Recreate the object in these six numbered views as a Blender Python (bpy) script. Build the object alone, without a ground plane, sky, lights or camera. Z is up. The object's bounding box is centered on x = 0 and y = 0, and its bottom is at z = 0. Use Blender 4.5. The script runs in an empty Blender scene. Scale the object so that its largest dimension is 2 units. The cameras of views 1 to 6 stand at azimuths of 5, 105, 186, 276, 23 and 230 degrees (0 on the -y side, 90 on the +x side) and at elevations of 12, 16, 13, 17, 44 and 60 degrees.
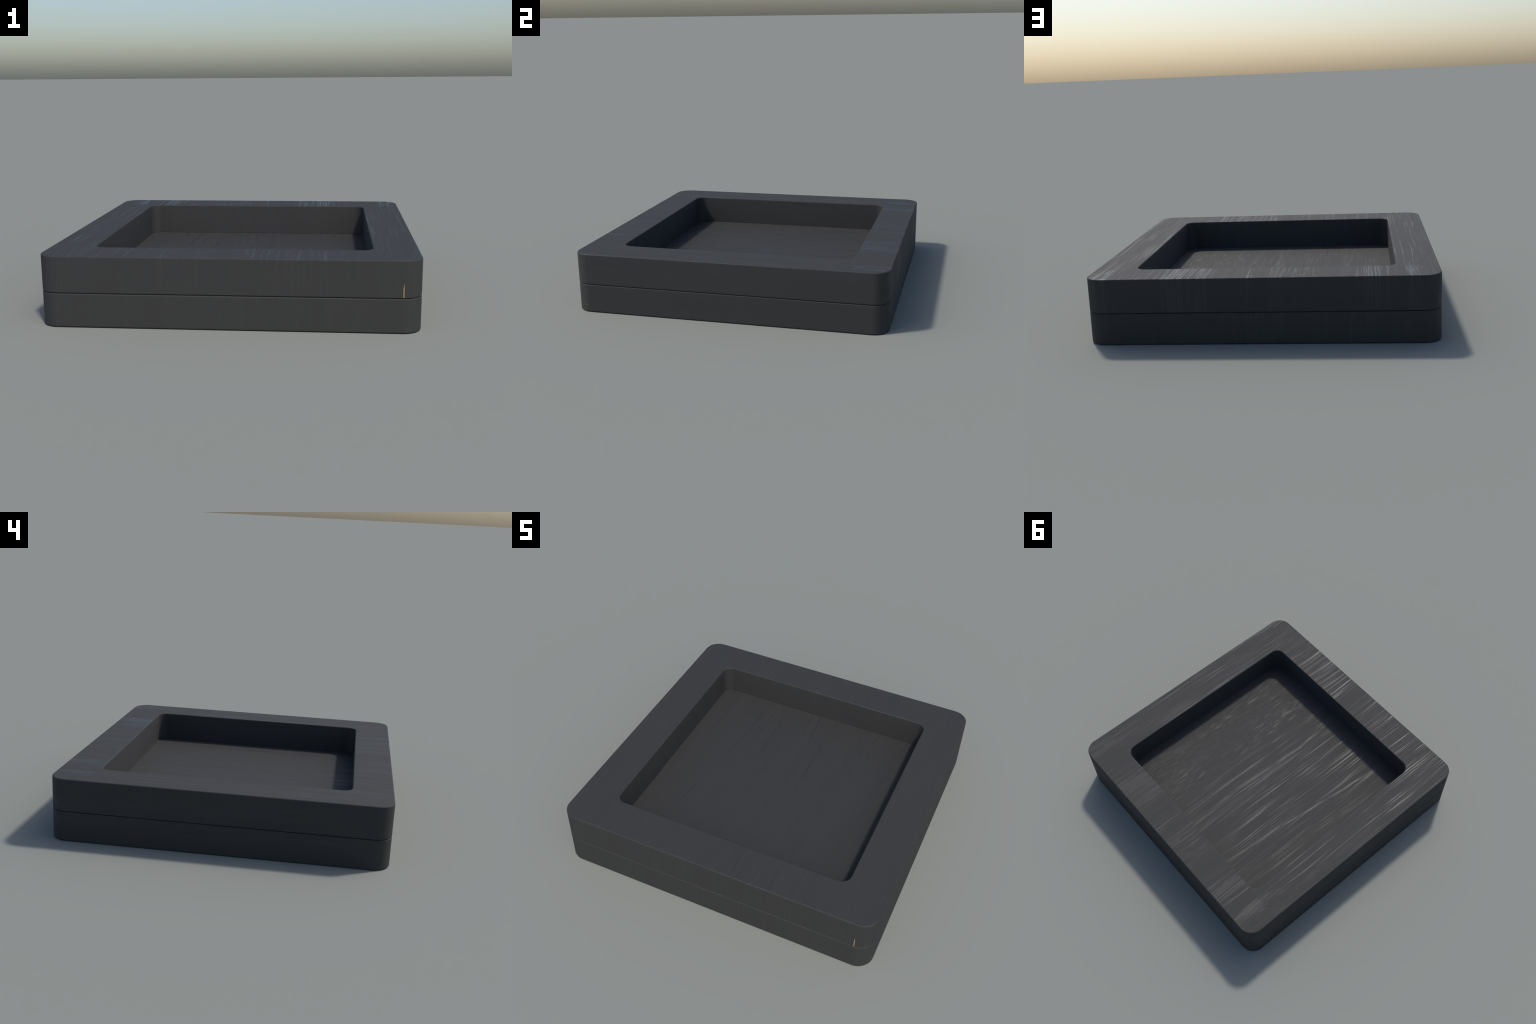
"""Square black-stained wooden tray: a square frame with rounded corners set on
a base board of the same outline; the pocket inside the frame shows the base
board as its floor.  Grain runs front to back and folds down over the walls."""
import bpy, math
from mathutils import Vector

# ------------------------------------------------------------------ sizes (m)
HALF = 1.0            # half of the outer side
R_OUT = 0.100         # outer corner radius (plan)
HALF_IN = 0.7570      # half of the pocket side
R_IN = 0.061          # pocket corner radius (plan)
Z_FLOOR = 0.1820      # top of base board = pocket floor
Z_FRAME = 0.1832      # underside of frame (hairline joint)
Z_TOP = 0.3820
BEVEL = 0.0072        # softened edges
CORNER_STEPS = 12


# ------------------------------------------------------------------- geometry
def rounded_square(half, radius, z):
    pts = []
    for quarter in range(4):
        sx, sy = [(1, -1), (1, 1), (-1, 1), (-1, -1)][quarter]
        cx, cy = sx * (half - radius), sy * (half - radius)
        start = -math.pi / 2 + quarter * math.pi / 2
        for i in range(CORNER_STEPS + 1):
            a = start + (math.pi / 2) * i / CORNER_STEPS
            pts.append((cx + radius * math.cos(a), cy + radius * math.sin(a), z))
    return pts


def quarter_round(r, n=5):
    """(inset, rise) pairs from the vertical wall to the flat face."""
    return [(r * (1 - math.cos(t)), r * math.sin(t))
            for t in (math.pi / 2 * i / n for i in range(n + 1))]


def loft(name, loops, closed_ring):
    n = len(loops[0])
    verts = [p for loop in loops for p in loop]
    faces = []
    pairs = len(loops) if closed_ring else len(loops) - 1
    for k in range(pairs):
        a, b = k * n, ((k + 1) % len(loops)) * n
        for i in range(n):
            j = (i + 1) % n
            faces.append((a + i, a + j, b + j, b + i))
    if not closed_ring:
        faces.append(tuple(reversed(range(n))))
        top = (len(loops) - 1) * n
        faces.append(tuple(top + i for i in range(n)))
    mesh = bpy.data.meshes.new(name)
    mesh.from_pydata(verts, [], faces)
    mesh.validate()
    mesh.update()
    for p in mesh.polygons:
        p.use_smooth = True
    obj = bpy.data.objects.new(name, mesh)
    bpy.context.scene.collection.objects.link(obj)
    return obj


def face_weighted_normals(obj):
    """Keep the large faces flat and let only the rounded edges shade round."""
    mesh = obj.data
    acc = [Vector((0, 0, 0)) for _ in mesh.vertices]
    biggest = [0.0] * len(mesh.vertices)
    for p in mesh.polygons:
        for v in p.vertices:
            w = p.area
            if w > biggest[v] * 4:
                acc[v] = p.normal * w
                biggest[v] = w
            elif w > biggest[v] / 4:
                acc[v] = acc[v] + p.normal * w
                biggest[v] = max(biggest[v], w)
    mesh.normals_split_custom_set_from_vertices([a.normalized() for a in acc])


def build_frame():
    loops = []
    q = quarter_round(BEVEL)
    # outer wall, bottom to top
    for ins, rise in reversed(q):
        loops.append(rounded_square(HALF - ins, R_OUT - ins, Z_FRAME + BEVEL - rise))
    for ins, rise in q:
        loops.append(rounded_square(HALF - ins, R_OUT - ins, Z_TOP - BEVEL + rise))
    # over the rim and down the pocket wall
    for ins, rise in reversed(q):
        loops.append(rounded_square(HALF_IN + ins, R_IN + ins, Z_TOP - BEVEL + rise))
    loops.append(rounded_square(HALF_IN, R_IN, Z_FRAME + 0.0004))
    loops.append(rounded_square(HALF_IN, R_IN, Z_FRAME))
    return loft("tray_frame", loops, True)


def build_base():
    loops = []
    q = quarter_round(BEVEL)
    for ins, rise in reversed(q):
        loops.append(rounded_square(HALF - ins, R_OUT - ins, BEVEL - rise))
    for ins, rise in q:
        loops.append(rounded_square(HALF - ins, R_OUT - ins, Z_FLOOR - BEVEL + rise))
    return loft("base_board", loops, False)


# ------------------------------------------------------------------ materials
class Nodes:
    """Tiny helper so that the shader reads like formulas."""

    def __init__(self, material):
        material.use_nodes = True
        self.tree = material.node_tree
        self.tree.nodes.clear()

    def new(self, kind, **props):
        node = self.tree.nodes.new(kind)
        for k, v in props.items():
            setattr(node, k, v)
        return node

    def put(self, socket, value):
        if isinstance(value, bpy.types.NodeSocket):
            self.tree.links.new(value, socket)
        else:
            socket.default_value = value

    def math(self, op, a, b=0.0, c=0.0, clamp=False):
        n = self.new("ShaderNodeMath", operation=op, use_clamp=clamp)
        self.put(n.inputs[0], a)
        self.put(n.inputs[1], b)
        self.put(n.inputs[2], c)
        return n.outputs[0]

    def add(self, a, b): return self.math("ADD", a, b)
    def sub(self, a, b): return self.math("SUBTRACT", a, b)
    def mul(self, a, b): return self.math("MULTIPLY", a, b)

    def ramp(self, x, lo, hi, out_lo=0.0, out_hi=1.0):
        n = self.new("ShaderNodeMapRange", interpolation_type="SMOOTHSTEP")
        for i, v in enumerate((x, lo, hi, out_lo, out_hi)):
            self.put(n.inputs[i], v)
        return n.outputs[0]

    def vec(self, x, y, z=0.0):
        n = self.new("ShaderNodeCombineXYZ")
        for i, v in enumerate((x, y, z)):
            self.put(n.inputs[i], v)
        return n.outputs[0]

    def noise(self, vector, scale=1.0, detail=2.0, rough=0.5):
        n = self.new("ShaderNodeTexNoise", noise_dimensions="3D")
        self.put(n.inputs["Vector"], vector)
        n.inputs["Scale"].default_value = scale
        n.inputs["Detail"].default_value = detail
        n.inputs["Roughness"].default_value = rough
        return n.outputs["Fac"]

    def line(self, dist, width):
        """1 on a line, falling to 0 at the given distance."""
        return self.ramp(self.math("ABSOLUTE", dist), width, width * 0.15, 0.0, 1.0)

    def mix_colour(self, fac, a, b):
        n = self.new("ShaderNodeMix", data_type="RGBA")
        self.put(n.inputs[0], fac)
        self.put(n.inputs[6], a)
        self.put(n.inputs[7], b)
        return n.outputs[2]


PALE_GRAIN = (0.0370, 0.0371, 0.0364, 1)
BARE_WOOD = (0.38, 0.25, 0.10, 1)
ROUGH_BODY, ROUGH_GRAIN = 0.78, 0.34


def stained_wood(name, seed, is_board, bare_marks):
    mat = bpy.data.materials.new(name)
    N = Nodes(mat)
    pos = N.new("ShaderNodeTexCoord").outputs["Object"]
    sep = N.new("ShaderNodeSeparateXYZ")
    N.put(sep.inputs[0], pos)
    x, y, z = sep.outputs
    nor = N.new("ShaderNodeSeparateXYZ")
    N.put(nor.inputs[0], N.new("ShaderNodeNewGeometry").outputs["True Normal"])
    side = N.math("GREATER_THAN", N.math("ABSOLUTE", nor.outputs[0]), 0.72)

    # veneer folded down over the walls: "across" counts across the grain,
    # "along" follows it (front to back on top, up and down on front and back)
    across = N.add(x, N.mul(side, N.sub(Z_TOP, z)))
    along = N.add(y, N.mul(z, 0.9))

    # slow waviness of the fibres
    wob = N.noise(N.vec(N.mul(across, 2.2), N.mul(along, 1.1), seed), 1.0, 2.0)
    fine_wob = N.noise(N.vec(N.mul(across, 9.0), N.mul(along, 3.5), seed + 3), 1.0, 2.0)
    u = N.add(across, N.add(N.mul(N.sub(wob, 0.5), 0.036), N.mul(N.sub(fine_wob, 0.5), 0.007)))

    # long crisp streaks, in groups
    long_n = N.noise(N.vec(N.mul(u, 95.0), N.mul(along, 1.15), seed + 7), 1.0, 3.0, 0.6)
    long_s = N.ramp(long_n, 0.50, 0.66)
    group = N.ramp(N.noise(N.vec(N.mul(u, 5.5), N.mul(along, 1.3), seed + 11), 1.0, 2.0), 0.34, 0.56, 0.42, 1.0)
    hair_n = N.noise(N.vec(N.mul(u, 190.0), N.mul(along, 3.0), seed + 13), 1.0, 2.0)
    hair = N.ramp(hair_n, 0.47, 0.66)
    soft_n = N.noise(N.vec(N.mul(u, 17.0), N.mul(along, 1.0), seed + 17), 1.0, 2.0)
    soft = N.ramp(soft_n, 0.50, 0.68)
    streak = N.mul(group, N.add(N.mul(long_s, 0.56), N.mul(hair, 0.26)))
    streak = N.add(streak, N.mul(soft, 0.22))

    # short broken pores, as in wood sawn across the rings
    short_n = N.noise(N.vec(N.mul(u, 120.0), N.mul(along, 8.0), seed + 23), 1.0, 2.5, 0.6)
    short = N.ramp(short_n, 0.47, 0.66)
    short_patch = N.ramp(N.noise(N.vec(N.mul(u, 3.5), N.mul(along, 1.6), seed + 29), 1.0, 2.0), 0.34, 0.58, 0.55, 1.0)
    pores = N.add(N.mul(N.mul(short, short_patch), 0.60), N.mul(soft, 0.18))

    if is_board:
        # the floor is two boards edge to edge; the one on the +x side is porous
        second = N.math("GREATER_THAN", across, 0.25)
        fade = N.ramp(across, 0.62, 0.74, 1.0, 0.45)
        streak = N.add(N.mul(N.sub(1.0, second), N.mul(streak, 1.05)), N.mul(second, N.mul(pores, fade)))
        # two bold wandering veins on the other board
        vein_wob = N.mul(N.sub(N.noise(N.vec(1.7, N.mul(y, 2.6), seed + 41), 1.0, 3.0), 0.5), 0.05)
        tear = N.ramp(N.noise(N.vec(N.mul(x, 60.0), N.mul(y, 4.0), seed + 43), 1.0, 2.0), 0.30, 0.62, 0.25, 1.0)
        for slope, start, bend, width, gain in ((-0.025, 0.025, 0.020, 0.026, 0.60),
                                                (0.095, -0.452, 0.008, 0.017, 0.66)):
            path = N.add(N.add(start, N.mul(y, slope)), N.mul(N.math("SINE", N.mul(y, 4.0)), bend))
            d = N.sub(N.sub(x, path), vein_wob)
            streak = N.math("MAXIMUM", streak, N.mul(N.mul(N.line(d, width), tear), gain))
    else:
        # porous patches come and go along the frame
        # the back rail alternates between plain and strongly figured lengths
        block = N.ramp(N.noise(N.vec(N.mul(across, 6.0), N.mul(along, 0.6), seed + 37), 1.0, 1.0), 0.44, 0.58, 0.7, 2.1)
        back_strip = N.ramp(y, HALF_IN, HALF_IN + 0.02, 1.12, block)
        patch = N.ramp(N.noise(N.vec(N.mul(across, 2.0), N.mul(along, 1.2), seed + 31), 1.0, 1.0), 0.45, 0.62)
        streak = N.mul(N.add(N.mul(streak, N.sub(1.0, N.mul(patch, 0.4))), N.mul(patch, N.mul(pores, 0.45))), back_strip)
    # pale streaks weakened by face direction: fainter on the upright faces
    flat = N.ramp(N.math("ABSOLUTE", nor.outputs[2]), 0.3, 0.7, 0.55, 1.0)
    streak = N.math("MINIMUM", N.mul(streak, flat), 1.0)

    # colour: nearly even black stain, the grain a shade paler
    tone = N.noise(N.vec(N.mul(u, 8.0), N.mul(along, 0.8), seed + 53), 1.0, 3.0)
    body = N.mix_colour(N.ramp(tone, 0.3, 0.7), (0.0340, 0.0340, 0.0333, 1), (0.0358, 0.0358, 0.0350, 1))
    colour = N.mix_colour(N.mul(streak, 0.8), body, PALE_GRAIN)

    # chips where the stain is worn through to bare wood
    bare = 0.0
    for axis, centre, width, flat_axis, flat, z0, z1 in bare_marks:
        c = {"x": x, "y": y}[axis]
        f = {"x": x, "y": y}[flat_axis]
        taper = N.ramp(z, z1 - 0.018, z1 - 0.014, width, width * 0.5)
        m = N.math("LESS_THAN", N.math("ABSOLUTE", N.sub(c, centre)), taper)
        m = N.mul(m, N.math("LESS_THAN", N.math("ABSOLUTE", N.sub(f, flat)), 0.012))
        m = N.mul(m, N.mul(N.math("GREATER_THAN", z, z0), N.math("LESS_THAN", z, z1)))
        bare = N.math("MAXIMUM", bare, m)
    if bare_marks:
        colour = N.mix_colour(bare, colour, BARE_WOOD)

    rough = N.ramp(streak, 0.0, 1.0, ROUGH_BODY, ROUGH_GRAIN)

    bump = N.new("ShaderNodeBump")
    bump.inputs["Strength"].default_value = 0.05
    bump.inputs["Distance"].default_value = 0.0015
    N.put(bump.inputs["Height"], N.sub(N.mul(hair_n, 0.5), streak))

    bsdf = N.new("ShaderNodeBsdfPrincipled")
    N.put(bsdf.inputs["Base Color"], colour)
    N.put(bsdf.inputs["Roughness"], rough)
    N.put(bsdf.inputs["Normal"], bump.outputs[0])
    bsdf.inputs["Specular IOR Level"].default_value = 0.40
    out = N.new("ShaderNodeOutputMaterial")
    N.tree.links.new(bsdf.outputs[0], out.inputs[0])
    return mat


# ------------------------------------------------------------------- assembly
tray = bpy.data.objects.new("wooden_tray", None)
bpy.context.scene.collection.objects.link(tray)
tray["label"] = "square black stained wooden tray with rounded corners"
tray["category"] = "wooden tray"

frame = build_frame()
base = build_base()
frame.data.materials.append(stained_wood(
    "black_stained_frame_wood", 2.0, False,
    [("x", 0.900, 0.0026, "y", -HALF, 0.1870, 0.258),
     ("y", 0.746, 0.0022, "x", -HALF_IN, 0.2115, 0.227)]))
base.data.materials.append(stained_wood(
    "black_stained_board_wood", 61.0, True,
    [("y", -0.9235, 0.0018, "x", HALF, 0.039, 0.0555)]))
for part in (frame, base):
    face_weighted_normals(part)
    part.parent = tray
